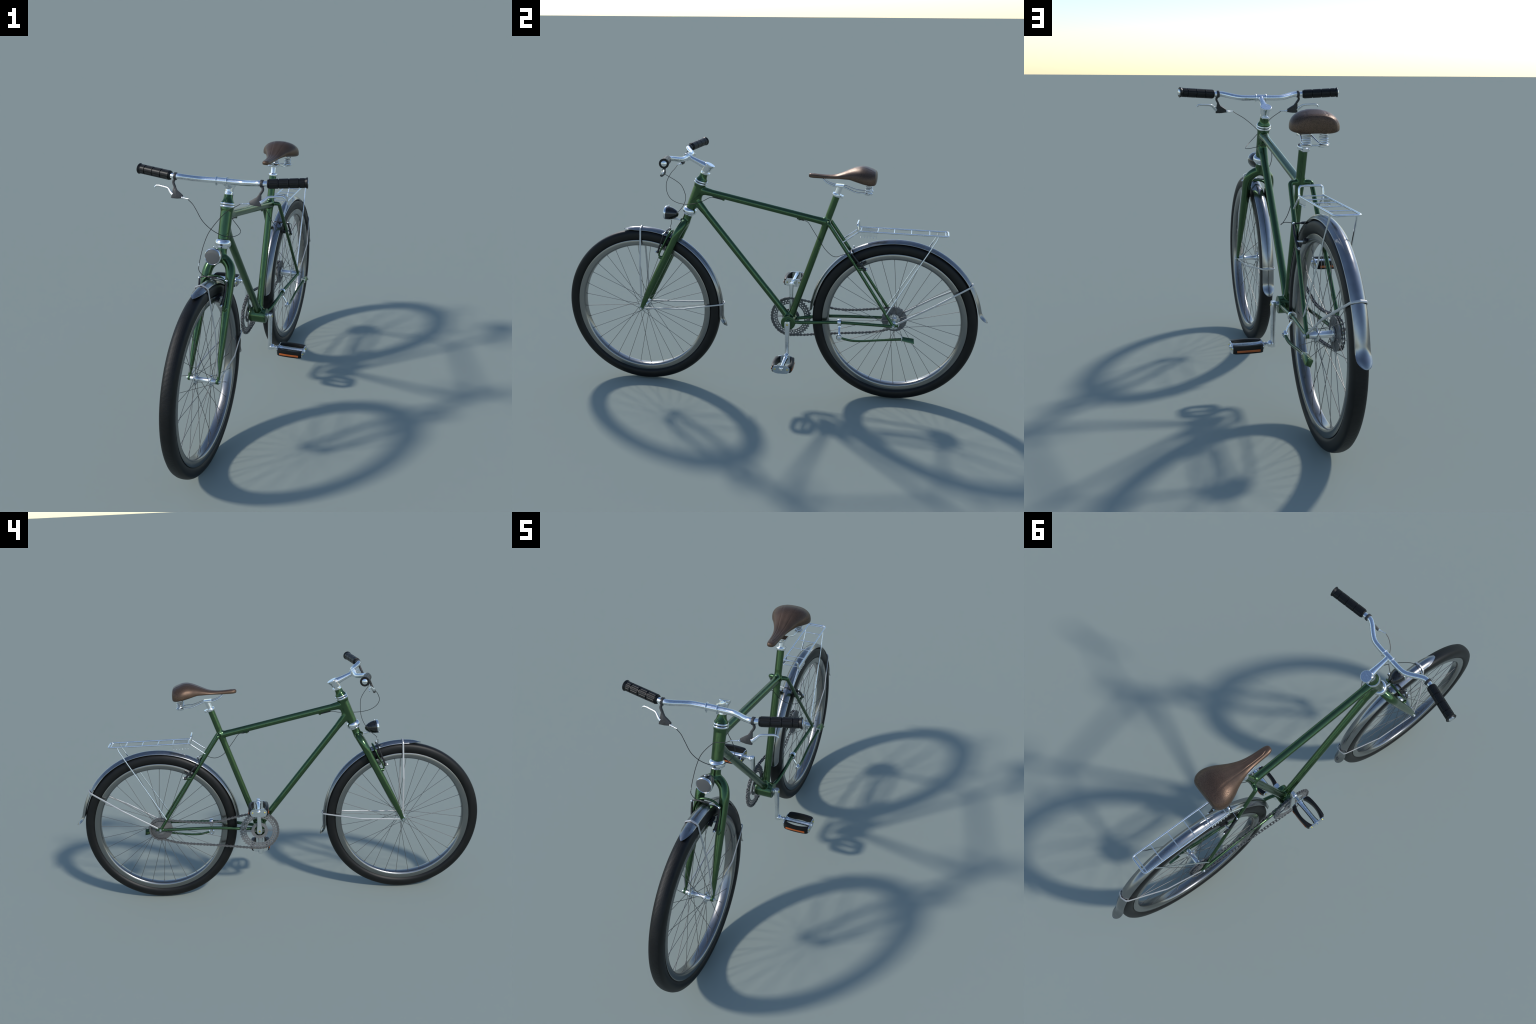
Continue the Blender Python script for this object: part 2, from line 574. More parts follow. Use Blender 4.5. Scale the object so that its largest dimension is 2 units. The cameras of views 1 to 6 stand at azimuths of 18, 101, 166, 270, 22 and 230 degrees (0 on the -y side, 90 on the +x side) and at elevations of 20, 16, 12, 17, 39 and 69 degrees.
def grip():
    a, b = A([0.1915, -0.4310, 1.1260]), A([0.3385, -0.3992, 1.1346])
    ax = b - a
    L = np.linalg.norm(ax)
    u, v, w = frame_of(ax)
    segs, rows = 96, 150
    V = []
    for i in range(rows):
        t = i / (rows - 1)
        for j in range(segs):
            th = 2 * PI * j / segs
            r = 0.0178
            if t < 0.03:
                r = 0.0140 + 0.0036 * min(1, t / 0.022)
            elif t > 0.925:
                e = (t - 0.925) / 0.075
                r = 0.0172 + 0.0040 * min(1, e * 1.25) - (0.0016 * max(0, e - 0.85) / 0.15)
            else:
                seg = (t - 0.03) / 0.895 * 3.55
                f = seg - math.floor(seg)
                edge = min(f, 1 - f) * L * 0.895 / 3.55
                r += 0.0008
                if edge < 0.0016:
                    r -= 0.0022
                else:
                    # long slots cut in each panel
                    k = (th / (2 * PI) * 12) % 1.0
                    if 0.40 < k < 0.60 and 0.10 < f < 0.90:
                        r -= 0.0008
            V.append(a + w * (t * L) + (u * math.cos(th) + v * math.sin(th)) * r)
    F = grid_faces(rows, segs)
    F.append(tuple(reversed(range(segs))))
    F.append(tuple(range((rows - 1) * segs, rows * segs)))
    cap = lathe([(0.0125, 0.0), (0.0120, 0.0030), (0.0080, 0.0048), (0.0010, 0.0055)], b - w * 0.001, ax, 28)
    return (V, F), cap


gp, cap = grip()
for f in (lambda q: q, mirror):
    o = part("grip", f(gp), "rubber", bar, smooth_angle=30)
    part("grip_end_plug", f(cap), "chrome", o)


# ---------------------------------------------------------------- brake levers
def lever():
    o = A([0.0, -0.4335, 1.1262])
    d = norm((0, -0.385, -0.923))       # direction in which the lever body hangs
    u = A([1.0, 0, 0])
    w = np.cross(u, d)
    # x, distance along d
    hood = [(0.1790, 0.0845), (0.1560, 0.0848), (0.1330, 0.0818), (0.1335, 0.0705), (0.1480, 0.0600), (0.1610, 0.0520), (0.1640, 0.0400), (0.1700, 0.0500), (0.1740, 0.0480)]
    hood = [(0.1788, 0.0850), (0.1560, 0.0850), (0.1325, 0.0815), (0.1335, 0.0700), (0.1480, 0.0595), (0.1595, 0.0520), (0.1650, 0.0425), (0.1745, 0.0425), (0.1755, 0.0520)]
    body = prism(hood, o, u, d, w, 0.0105)
    neck_pts = [o + u * x + d * s for x, s in ((0.1720, 0.008), (0.1770, 0.016), (0.1785, 0.0235), (0.1750, 0.0320), (0.1705, 0.0400), (0.1690, 0.050))]
    neck = catmull(A([list(p) for p in neck_pts]), 20)
    nk = sweep(neck, [(0.0046, 0.0055)] * 20, 16, ref=(1, 0, 0), power=3.0)
    ax = norm(A([1, 0.0, 0.0]))
    clamp = lathe([(0.0112, -0.0055), (0.0138, -0.0055), (0.0145, -0.004), (0.0145, 0.004), (0.0138, 0.0055), (0.0112, 0.0055)], (0.1725, -0.4340, 1.1262), ax, 28)
    blade = catmull([(0.1745, -0.4610, 1.0610, 0.0100), (0.1815, -0.4590, 1.0650, 0.0082), (0.1900, -0.4530, 1.0715, 0.0066), (0.2000, -0.4455, 1.0790, 0.0054), (0.2250, -0.4370, 1.0815, 0.0048),
                     (0.2490, -0.4305, 1.0820, 0.0046), (0.2570, -0.4300, 1.0800, 0.0044), (0.2625, -0.4305, 1.0745, 0.0040)], 50)
    bl = sweep(blade, [(q[3] * 0.9, q[3] * 0.62) for q in blade], 14, ref=(0, 0.35, 0.93))
    fer = merge(lathe([(0.0050, 0), (0.0050, 0.005), (0.0030, 0.007), (0.0030, 0.012), (0.0022, 0.014), (0.0017, 0.034)],
                      (0.1345, -0.4655, 1.0530), norm(A([0.1033, -0.4767, 1.0535]) - A([0.1345, -0.4655, 1.0530])), 18))
    return merge(body, nk, clamp), bl, fer


lv_body, lv_blade, lv_fer = lever()
for f in (lambda q: q, mirror):
    o = part("brake_lever", f(lv_body), "hood", bar, bevel=0.0012, smooth_angle=40)
    part("lever_blade", f(lv_blade), "alu", o)
    part("cable_ferrule", f(lv_fer), "alu", o)

# ---------------------------------------------------------------- cables
front_cable = [(0.103, -0.4767, 1.0535), (0.085, -0.477, 1.042), (0.060, -0.467, 1.027), (0.033, -0.443, 1.004), (0.010, -0.426, 0.981), (-0.022, -0.419, 0.943),
               (-0.048, -0.421, 0.904), (-0.060, -0.437, 0.866), (-0.062, -0.462, 0.835), (-0.0591, -0.4954, 0.800), (-0.0597, -0.4975, 0.7800), (-0.050, -0.4990, 0.766), (-0.034, -0.500, 0.757)]
rear_cable = [(-0.108, -0.475, 1.052), (-0.086, -0.482, 1.037), (-0.068, -0.494, 1.021), (-0.037, -0.508, 0.983), (-0.003, -0.499, 0.948), (0.033, -0.470, 0.919),
              (0.056, -0.428, 0.905), (0.0665, -0.385, 0.9025), (0.060, -0.350, 0.905), (0.034, -0.315, 0.914), (0.007, -0.288, 0.926), (0.0, -0.270, 0.927), (0.0, -0.232, 0.9175)]
rear_low = [(0.0, 0.128, 0.843), (0.002, 0.150, 0.8385), (0.007, 0.168, 0.834), (0.015, 0.196, 0.797), (0.026, 0.228, 0.753), (0.043, 0.253, 0.723), (0.062, 0.278, 0.705), (0.0735, 0.294, 0.6985),
            (0.0820, 0.312, 0.6985), (0.0835, 0.332, 0.7060), (0.0770, 0.354, 0.7140), (0.0660, 0.366, 0.7150), (0.0520, 0.376, 0.7135), (0.030, 0.374, 0.7130)]
cab = part("brake_cable", merge(sweep(catmull(front_cable, 110), 0.0013, 8), sweep(catmull(rear_cable, 110), 0.0013, 8), sweep(catmull(rear_low, 90), 0.0013, 8)), "cable", root)
part("cable_stop", merge(sweep([(0, -0.278, 0.9277), (0, -0.226, 0.9165)], 0.0028, 10), sweep([(0, 0.118, 0.8455), (0.001, 0.150, 0.8388)], 0.0028, 10)), "black", cab)
part("cable_tip", merge(cyl((-0.0600, -0.492, 0.804), (-0.0592, -0.4958, 0.795), 0.0026, 10)), "alu", cab)


# ---------------------------------------------------------------- rim brakes
def brake_arm(top, mid, bot, r0=0.0035, r1=0.0052):
    q = catmull([top, mid, bot], 18)
    return sweep(q, [(a, a * 0.85) for a in np.linspace(r0, r1, 18)], 12, ref=(1, 0, 0), power=2.6)


fb = []
for s in (1, -1):
    fb.append(brake_arm((0.0555*s, -0.5010, 0.7508), (0.0535*s, -0.5170, 0.7070), (0.0455*s, -0.5345, 0.6620)))
    fb.append(ball((0.0455*s, -0.5345, 0.6615), 0.0075, 14, 8))
    fb.append(box((0.0285*s, -0.517, 0.6850), (0.009, 0.040, 0.010), (1, 0, 0), (0, 0.93, 0.36)))
boot = catmull([(-0.055, -0.500, 0.7515), (-0.035, -0.500, 0.7565), (-0.005, -0.500, 0.7575), (0.014, -0.5005, 0.7570)], 24)
fb.append(sweep(boot, [0.0030] * 12 + [0.0042] * 6 + [0.0032] * 6, 10))
fbrake = part("brake_arm", merge(*fb), "black", root, bevel=0.0)
fs = [sweep(catmull([(0.012, -0.5005, 0.7572), (0.035, -0.501, 0.7560), (0.0555, -0.503, 0.7500)], 12), 0.0014, 8)]
for s in (1, -1):
    fs.append(ball((0.0555*s, -0.5055, 0.7515), 0.0050, 12, 8))
    fs.append(cyl((0.0455*s, -0.5400, 0.6625), (0.0455*s, -0.5475, 0.6600), 0.0050, 12, 0.001))
    fs.append(cyl((0.0335*s, -0.5165, 0.6860), (0.0530*s, -0.5175, 0.6860), 0.0038, 12))
part("brake_hardware", merge(*fs), "alu", fbrake)
bo = catmull([(0.0525, -0.5200, 0.6390), (0.0530, -0.5270, 0.6480), (0.0530, -0.5215, 0.6660), (0.0525, -0.5000, 0.7080), (0.0460, -0.4880, 0.7340), (0.0330, -0.4820, 0.7480), (0.0150, -0.4795, 0.7545), (0.0, -0.4790, 0.7560)], 50)
part("brake_booster", sweep(np.vstack([bo, A([mx(p) for p in bo[-2::-1]])]), [(0.0042, 0.0050)] * 99, 12, ref=(0, 0.9, 0.4)), "green", fbrake)

rb = []
for s in (1, -1):
    rb.append(brake_arm((0.0545*s, 0.3760, 0.7115), (0.0550*s, 0.4070, 0.6730), (0.0520*s, 0.4390, 0.6380), 0.0040, 0.0058))
    rb.append(ball((0.0520*s, 0.4390, 0.6380), 0.0078, 14, 8))
    rb.append(box((0.0285*s, 0.4250, 0.6600), (0.009, 0.038, 0.010), (1, 0, 0), (0, 0.88, 0.48)))
boot = catmull([(0.053, 0.376, 0.7120), (0.030, 0.374, 0.7130), (0.004, 0.3735, 0.7140), (-0.012, 0.374, 0.7138)], 24)
rb.append(sweep(boot, [0.0028] * 10 + [0.0046] * 8 + [0.0030] * 6, 10))
rbrake = part("brake_arm", merge(*rb), "black", root)
rs = [sweep([(-0.010, 0.374, 0.7138), (-0.0545, 0.3765, 0.7120)], 0.0014, 8)]
for s in (1, -1):
    rs.append(ball((0.0545*s, 0.3780, 0.7135), 0.0046, 12, 8))
    rs.append(cyl((0.0520*s, 0.4440, 0.6390), (0.0520*s, 0.4510, 0.6415), 0.0052, 12, 0.001))
    rs.append(cyl((0.0330*s, 0.4240, 0.6590), (0.0560*s, 0.4200, 0.6590), 0.0038, 12))
part("brake_hardware", merge(*rs), "alu", rbrake)


# ---------------------------------------------------------------- lamp
lamp_c = A([0, -0.5010, 0.8425])
lamp_ax = norm((0, 1.0, -0.10))
shell = part("headlamp", lathe([(0.0308, 0.0), (0.0315, 0.004), (0.0308, 0.014), (0.0280, 0.027), (0.0225, 0.040), (0.0150, 0.051), (0.0080, 0.0565), (0.0015, 0.0585)], lamp_c, lamp_ax, 48), "lamp_black", root)
part("lamp_bezel", lathe([(0.0292, -0.0065), (0.0305, -0.0080), (0.0318, -0.0070), (0.0329, -0.0035), (0.0331, 0.0000), (0.0322, 0.0020), (0.0295, 0.0020)], lamp_c, lamp_ax, 48, closed=True), "chrome", shell)
part("lamp_glass", lathe([(0.0002, -0.0090), (0.0150, -0.0086), (0.0260, -0.0076), (0.0300, -0.0064)], lamp_c, lamp_ax, 48), "lens", shell)
part("lamp_bracket", merge(ball((0, -0.4885, 0.8765), 0.0036, 12, 8), cyl((0, -0.4885, 0.870), (0, -0.4885, 0.8765), 0.0028, 10),
                           sweep(rounded([(0, -0.4700, 0.8240), (0, -0.4650, 0.8160), (0, -0.4300, 0.8105)], 0.005), 0.0034, 10),
                           ball((0, -0.4650, 0.8165), 0.0046, 12, 8)), "alu", shell)
part("lamp_neck", sweep([(0, -0.4720, 0.8340), (0, -0.4670, 0.8240), (0, -0.4640, 0.8190)], [0.0150, 0.0080, 0.0045], 14), "lamp_black", shell)


# ---------------------------------------------------------------- wheels
def wheel(centre, front):
    hub_o = empty("wheel", centre, root)
    c0 = A(centre)
    # tyre
    tp = []
    for x, r in ((0.0190, 0.3265), (0.0198, 0.3315), (0.0222, 0.3345), (0.0256, 0.3380), (0.0274, 0.3430), (0.0278, 0.3515), (0.0268, 0.3600), (0.0240, 0.3680), (0.0192, 0.3738), (0.0120, 0.3768), (0.0055, 0.3778)):
        tp.append((r, x))
    tp = [(0.3265, 0.0150)] + tp + [(0.3780, 0.0)] + [(r, -x) for r, x in reversed(tp)] + [(0.3265, -0.0150)]
    part("tyre", lathe(tp, c0, (1, 0, 0), 160, closed=True), "tyre", hub_o, centre, smooth_angle=60)
    # rim
    rp = [(0.3300, 0.0190), (0.3302, 0.0226), (0.3285, 0.0234), (0.3130, 0.0234), (0.3090, 0.0226), (0.3050, 0.0202), (0.3022, 0.0160), (0.3008, 0.0090)]
    prof = rp + [(0.3004, 0.0)] + [(r, -x) for r, x in reversed(rp)]
    part("rim", lathe(prof, c0, (1, 0, 0), 160, closed=True), "rim", hub_o, centre, smooth_angle=50)
    # hub shell
    fx = (0.0325, -0.0325) if front else (0.0270, -0.0290)
    fr = 0.0240 if front else 0.0265
    br = 0.0095 if front else 0.0120
    prof = [(0.0055, -0.0665), (0.0060, -0.060), (0.0060, -0.0525), (0.0105, -0.0525), (0.0112, -0.040), (0.0140, fx[1] - 0.003), (fr, fx[1] - 0.0022), (fr, fx[1] + 0.0018), (0.0140, fx[1] + 0.004),
            (br, fx[1] + 0.012), (br, fx[0] - 0.012), (0.0140, fx[0] - 0.004), (fr, fx[0] - 0.0018), (fr, fx[0] + 0.0022), (0.0140, fx[0] + 0.003), (0.0112, 0.040), (0.0105, 0.0525), (0.0060, 0.0525), (0.0060, 0.060), (0.0055, 0.0665)]
    hub = part("hub", merge(lathe(prof, c0, (1, 0, 0), 40),
                            *[cyl(c0 + A([0.0625*s, 0, 0]), c0 + A([0.0665*s, 0, 0]), 0.0075, 6, 0.0008) for s in (1, -1)],
                            *[cyl(c0 + A([0.0655*s, 0, 0]), c0 + A([0.0700*s, 0, 0]), 0.0045, 16, 0.0008) for s in (1, -1)]), "alu", hub_o, centre, smooth_angle=45)
    # spokes: 16 per side, leading and trailing alternate
    def spoke_mesh(sgn, lead):
        xf = fx[0] if sgn > 0 else fx[1]
        off = math.radians(42) * lead
        p0 = A([xf + 0.0025 * sgn * lead, math.sin(off) * (fr - 0.003), math.cos(off) * (fr - 0.003)])
        p1 = A([0.0055 * sgn, 0, 0.3030])
        d = norm(p1 - p0)
        VF = merge(cyl(p0, p1, 0.00105, 8), cyl(p1 - d * 0.009, p1, 0.0014, 8), ball(p0, 0.0020, 8, 6))
        return to_mesh("spoke", VF, "spoke")
    kinds = {(s, l): spoke_mesh(s, l) for s in (1, -1) for l in (1, -1)}
    start = math.radians(4.5 if front else 2.0)
    for i in range(32):
        s = 1 if i % 2 == 0 else -1
        l = 1 if (i // 2) % 2 == 0 else -1
        a = start + 2 * PI * i / 32
        place("spoke", kinds[(s, l)], hub_o, (0, 0, 0), Matrix.Rotation(a, 4, "X"))
    return hub_o


bpy.context.view_layer.update()
front_wheel = wheel(FW, True)
rear_wheel = wheel(RW, False)
bpy.context.view_layer.update()


# ---------------------------------------------------------------- fenders
def fender(centre, a0, a1, top, flare, nose, nose_dip=0.0):
    """arc strip from angle a0 to a1 (degrees, from +y towards +z); top(a) gives the crown radius"""
    n, m = 150, 19
    half_w, drop = 0.0238, 0.0148
    V = []
    for layer in (0.0, 0.0016):
        for i in range(n):
            t = i / (n - 1)
            # crowd samples towards both ends
            t = 0.5 - 0.5 * math.cos(PI * t) if True else t
            a = math.radians(a0 + (a1 - a0) * t)
            dist0, dist1 = abs(t) * abs(math.radians(a1 - a0)) * 0.39, abs(1 - t) * abs(math.radians(a1 - a0)) * 0.39
            w0 = nose(dist0)
            w1 = math.sqrt(max(0.0, 1 - max(0.0, 1 - dist1 / 0.0235) ** 2))
            ws = max(min(w0, w1), 0.02)
            rc = top(math.degrees(a)) + flare(dist1)
            for j in range(m):
                u = -1 + 2 * j / (m - 1)
                x = u * half_w * ws
                rho = min(1.0, math.hypot(u * ws, max(0.0, 1 - dist1 / 0.0235)))
                sag = drop * rho ** 2.05 + 0.006 * max(0.0, 1 - dist0 / 0.05) ** 2 * nose_dip 
                bead = 0.0010 * max(0.0, (abs(u) - 0.86) / 0.14)
                r = rc - sag + bead - layer
                V.append((centre[0] + x, centre[1] + r * math.cos(a), centre[2] + r * math.sin(a)))
    F = []
    N = n * m
    for i in range(n - 1):
        for j in range(m - 1):
            q = (i * m + j, i * m + j + 1, (i + 1) * m + j + 1, (i + 1) * m + j)
            F.append(q)
            F.append(tuple(N + k for k in reversed(q)))
    rim_loop = [j for j in range(m)] + [i * m + m - 1 for i in range(1, n)] + [(n - 1) * m + j for j in range(m - 2, -1, -1)] + [i * m for i in range(n - 2, 0, -1)]
    for k in range(len(rim_loop)):
        a, b = rim_loop[k], rim_loop[(k + 1) % len(rim_loop)]
        F.append((b, a, N + a, N + b))
    return V, F


def flare(d):
    t = max(0.0, 1 - d / 0.058)
    return 0.038 * t ** 2.3


front_fender = part("front_fender".replace("front_", ""), fender(FW, 103.8, -10.9, lambda a: 0.3925 + (0.0015 if a < 5 else 0.0), flare,
                    lambda d: max(0.0, 1 - max(0.0, 1 - d / 0.086) ** 2.3) ** 0.66, 1.0), "fender", root, FW, smooth_angle=50)
rear_fender = part("fender", fender(RW, 176.0, 3.6, lambda a: 0.3935 + 0.0035 * min(1, max(0, (92 - a) / 60)) + 0.0015 * min(1, max(0, (a - 100) / 30)), flare,
                   lambda d: math.sqrt(max(0.0, 1 - max(0.0, 1 - d / 0.026) ** 2))), "fender", root, RW, smooth_angle=50)


def stay(pts, wide, w=0.0042, t=0.0021):
    """flat steel strap; wide = direction of its broad side"""
    q = rounded(pts, 0.006, 5)
    return sweep(q, [(w, t)] * len(q), 14, ref=wide, power=3.0)


st = [stay([(0.0590, -0.6190, 0.4000), (0.0510, -0.6240, 0.5850), (0.0262, -0.6246, 0.7560), (0.0225, -0.6250, 0.7640), (0.0, -0.6250, 0.7745), (-0.0225, -0.6250, 0.7640), (-0.0262, -0.6246, 0.7560), (-0.0510, -0.6240, 0.5850), (-0.0590, -0.6190, 0.4000)], (0, 1, 0)),
      stay([(0.0600, -0.6050, 0.3800), (0.0560, -0.4150, 0.3890), (0.0265, -0.2400, 0.4120), (0.0225, -0.2300, 0.4130), (0.0, -0.2255, 0.4135), (-0.0225, -0.2300, 0.4130), (-0.0265, -0.2400, 0.4120), (-0.0560, -0.4150, 0.3890), (-0.0600, -0.6050, 0.3800)], (0, 0, 1), 0.0036)]
part("fender_stay", merge(*st), "stay", front_fender)
st = [stay([(0.0610, 0.5900, 0.3880), (0.0600, 0.7530, 0.4840), (0.0270, 0.9060, 0.5720), (0.0225, 0.9150, 0.5780), (0.0, 0.9230, 0.5830), (-0.0225, 0.9150, 0.5780), (-0.0270, 0.9060, 0.5720), (-0.0600, 0.7530, 0.4840), (-0.0610, 0.5900, 0.3880)], (0, -0.5, 0.86))]
part("fender_stay", merge(*st), "stay", rear_fender)

# ---------------------------------------------------------------- luggage rack
rack_loop = rounded([(0.042, 0.404, 0.8105), (0.042, 0.799, 0.8070), (-0.042, 0.799, 0.8070), (-0.042, 0.404, 0.8105)], 0.014, 8)
hoop = rounded([(0.042, 0.4045, 0.8000), (0.042, 0.4020, 0.8180), (0.0405, 0.3975, 0.8430), (-0.0405, 0.3975, 0.8430), (-0.042, 0.4020, 0.8180), (-0.042, 0.4045, 0.8000)], 0.017, 8)
rk = [sweep(rack_loop, 0.0036, 12), sweep(hoop, 0.0040, 12), ball((0.042, 0.404, 0.8105), 0.0046, 12, 8), ball((-0.042, 0.404, 0.8105), 0.0046, 12, 8)]
rack = part("luggage_rack", merge(*rk), "chrome", root)
for y in (0.4125, 0.4880, 0.5610, 0.6365, 0.7165, 0.7865):
    z = 0.8105 - 0.0035 * (y - 0.404) / 0.395
    part("rack_crossbar", cyl((-0.042, y, z), (0.042, y, z), 0.0020, 10), "chrome", rack)
for s in (1, -1):
    part("rack_strut", sweep([(0.042*s, 0.405, 0.8080), (0.0425*s, 0.330, 0.7525)], 0.0031, 10), "chrome", rack)
    part("rack_leg", sweep([(0.0415*s, 0.7560, 0.8045), (0.0430*s, 0.7500, 0.7860), (0.0600*s, 0.5440, 0.4330)], 0.0030, 10), "chrome", rack)
    # toothed side plate
    n = 5
    edge = [(0.4130, 0.808), (0.4130, 0.7900)]
    y0, y1 = 0.4160, 0.4840
    for k in range(n):
        a, b = y0 + (y1 - y0) * k / n, y0 + (y1 - y0) * (k + 1) / n
        for t in (0.12, 0.3, 0.5, 0.7, 0.88):
            edge.append((a + (b - a) * t, 0.7835 + 0.0065 * math.sin(PI * t) ** 0.7))
    edge += [(0.4870, 0.7900), (0.4870, 0.808)]
    part("rack_plate", prism([(y, z) for y, z in edge], (0.0425*s, 0, 0), (0, 1, 0), (0, 0, 1), (1, 0, 0), 0.0018), "alu", rack, smooth_angle=20)
    part("rack_tooth", merge(*[ball((0.0435*s, y0 + (y1 - y0) * k / n, 0.7845), 0.0022, 10, 6, scale=(0.7, 1.3, 0.9)) for k in range(n + 1)]), "chrome", rack)


# ---------------------------------------------------------------- saddle
def saddle():
    # y, half width, top z, bottom z, height of widest line (0 bottom, 1 top), roundness power
    st_ = [(0.1685, 0.0020, 1.0500, 1.0470, 0.50, 2.0), (0.1700, 0.0085, 1.0540, 1.0420, 0.48, 2.2), (0.1745, 0.0132, 1.0570, 1.0395, 0.46, 2.4), (0.186, 0.0172, 1.0575, 1.0378, 0.43, 2.5), (0.210, 0.0192, 1.0560, 1.0372, 0.42, 2.5),
           (0.241, 0.0212, 1.0545, 1.0372, 0.40, 2.5), (0.270, 0.0248, 1.0550, 1.0380, 0.36, 2.4), (0.298, 0.0312, 1.0590, 1.0390, 0.33, 2.3), (0.330, 0.0430, 1.0715, 1.0392, 0.28, 2.2), (0.355, 0.0550, 1.0830, 1.0390, 0.26, 2.2),
           (0.380, 0.0690, 1.0925, 1.0335, 0.24, 2.2), (0.405, 0.0795, 1.0972, 1.0270, 0.25, 2.2), (0.425, 0.0838, 1.0955, 1.0220, 0.26, 2.25), (0.442, 0.0828, 1.0900, 1.0195, 0.27, 2.35), (0.455, 0.0780, 1.0850, 1.0185, 0.28, 2.45),
           (0.463, 0.0715, 1.0812, 1.0185, 0.29, 2.5), (0.4690, 0.0640, 1.0770, 1.0215, 0.31, 2.5), (0.4722, 0.0520, 1.0690, 1.0275, 0.35, 2.4), (0.4735, 0.0280, 1.0580, 1.0400, 0.45, 2.2), (0.4737, 0.0010, 1.0500, 1.0490, 0.5, 2.0)]
    S = catmull(A([(0, s[0], 0, *s[1:]) for s in st_]), 150)
    segs = 120
    V = []
    for q in S:
        _, y, _, hw, zt, zb, fm, pw = q
        zm = zb + (zt - zb) * fm
        # seam lines converge towards the nose
        sm = np.interp(y, [0.19, 0.21, 0.283, 0.340, 0.389, 0.440, 0.462], [0.002, 0.0085, 0.0110, 0.0193, 0.0257, 0.0330, 0.036])
        for j in range(segs):
            a = 2 * PI * j / segs
            ca, sa = math.cos(a), math.sin(a)
            x = hw * math.copysign(abs(ca) ** (2 / pw), ca)
            if sa >= 0:
                z = zm + (zt - zm) * abs(sa) ** (2 / pw)
                d = (abs(x) - sm) / 0.0016
                if sa > 0.2 and 0.192 < y < 0.4635:
                    z -= 0.0013 * math.exp(-d * d)
                    # padded middle panel
                    if abs(x) < sm:
                        z += 0.0004
                    # shallow valley near the nose half
                    z -= 0.0010 * math.exp(-(x / 0.007) ** 2) * np.interp(y, [0.20, 0.25, 0.36, 0.42], [0, 1, 1, 0])
            else:
                z = zm - (zm - zb) * abs(sa) ** (2 / (pw + 1.6))
                # rear skirt is scooped out underneath between the springs
                z += 0.0030 * math.exp(-(x / 0.020) ** 2) * np.interp(y, [0.36, 0.42, 0.463, 0.469], [0, 1, 1, 0])
            V.append((x, y, z))
    F = grid_faces(len(S), segs)
    F.append(tuple(reversed(range(segs))))
    F.append(tuple(range((len(S) - 1) * segs, len(S) * segs)))
    return V, F


sad = part("saddle", saddle(), "leather", root, smooth_angle=80)
rl = []
for s in (1, -1):
    q = catmull([(0.006*s, 0.222, 1.0450), (0.011*s, 0.2340, 1.0360), (0.0150*s, 0.252, 1.0200), (0.0180*s, 0.285, 1.0075), (0.0190*s, 0.310, 1.0050), (0.0200*s, 0.333, 1.0030), (0.0240*s, 0.360, 0.9930), (0.0280*s, 0.382, 0.9855), (0.0290*s, 0.418, 0.9825), (0.0290*s, 0.445, 0.9815)], 60)
    rl.append(sweep(q, 0.0033, 12))
    # spring foot
    rl.append(cyl((0.0290*s, 0.440, 0.9755), (0.0290*s, 0.440, 0.9842), 0.0185, 28, 0.0020))
    rl.append(ball((0.0290*s + 0.016*s, 0.4400, 0.9840), 0.0042, 10, 8))
rl.append(cyl((-0.03, 0.447, 0.9808), (0.03, 0.447, 0.9808), 0.0026, 12))
part("saddle_rail", merge(*rl), "chrome", sad)
for s in (1, -1):
    n = 130
    hx = [(0.0290*s + 0.0140 * math.cos(t), 0.440 + 0.0140 * math.sin(t), 0.9850 + 0.045 * t / (2 * PI * 6.0)) for t in np.linspace(0, 2 * PI * 6.0, n)]
    part("saddle_spring", sweep(hx, 0.0020, 8), "alu", sad)
part("saddle_clamp", merge(box((0, 0.309, 1.0065), (0.046, 0.038, 0.0095), (1, 0, 0), norm((0, 1, -0.06))),), "chrome", sad, bevel=0.0015)
part("seat_post", merge(cyl(seat(0.950), seat(1.006), 0.0132, 28)), "alu", root)
ax = norm(seat(1.0) - seat(0.9))
bk = norm((0, 1, -0.337))
part("seat_collar", merge(lathe([(0.0165, -0.0065), (0.0200, -0.0065), (0.0212, -0.0045), (0.0212, 0.0045), (0.0200, 0.0065), (0.0138, 0.0065)], seat(0.9640), ax, 36),
                          box(seat(0.964) + bk * 0.0225, (0.020, 0.014, 0.0115), (1, 0, 0), bk),
                          cyl(seat(0.964) + bk * 0.0255 + A([-0.015, 0, 0]), seat(0.964) + bk * 0.0255 + A([0.015, 0, 0]), 0.0048, 14, 0.0008)), "chrome", root)


# ---------------------------------------------------------------- drive train
def polar_plate(radii, nang, keep, x0, x1, centre, tooth=None):
    """flat plate cut from a polar grid: keep(i, j) says whether cell i (radial), j (angular) is metal"""
    V, F, key = [], [], {}

    def vid(i, j, s):
        j %= nang
        k = (i, j, s)
        if k not in key:
            a = 2 * PI * j / nang
            r = radii[i] if not (tooth and i == len(radii) - 1) else radii[i] + tooth(j)
            key[k] = len(V)
            V.append((centre[0] + (x1 if s else x0), centre[1] + r * math.sin(a), centre[2] + r * math.cos(a)))
        return key[k]

    cells = {(i, j) for i in range(len(radii) - 1) for j in range(nang) if keep(i, j)}
    for i, j in cells:
        q = [(i, j), (i + 1, j), (i + 1, j + 1), (i, j + 1)]
        F.append(tuple(vid(*p, 1) for p in q))
        F.append(tuple(vid(*p, 0) for p in reversed(q)))
        for (p, r_), nb in zip(((q[0], q[1]), (q[1], q[2]), (q[2], q[3]), (q[3], q[0])), ((i, j - 1), (i + 1, j), (i, j + 1), (i - 1, j))):
            if (nb[0], nb[1] % nang) not in cells:
                F.append((vid(*r_, 1), vid(*p, 1), vid(*p, 0), vid(*r_, 0)))
    return V, F


crank_x = -0.0505
CC = (0.0, BB[1], 0.350)


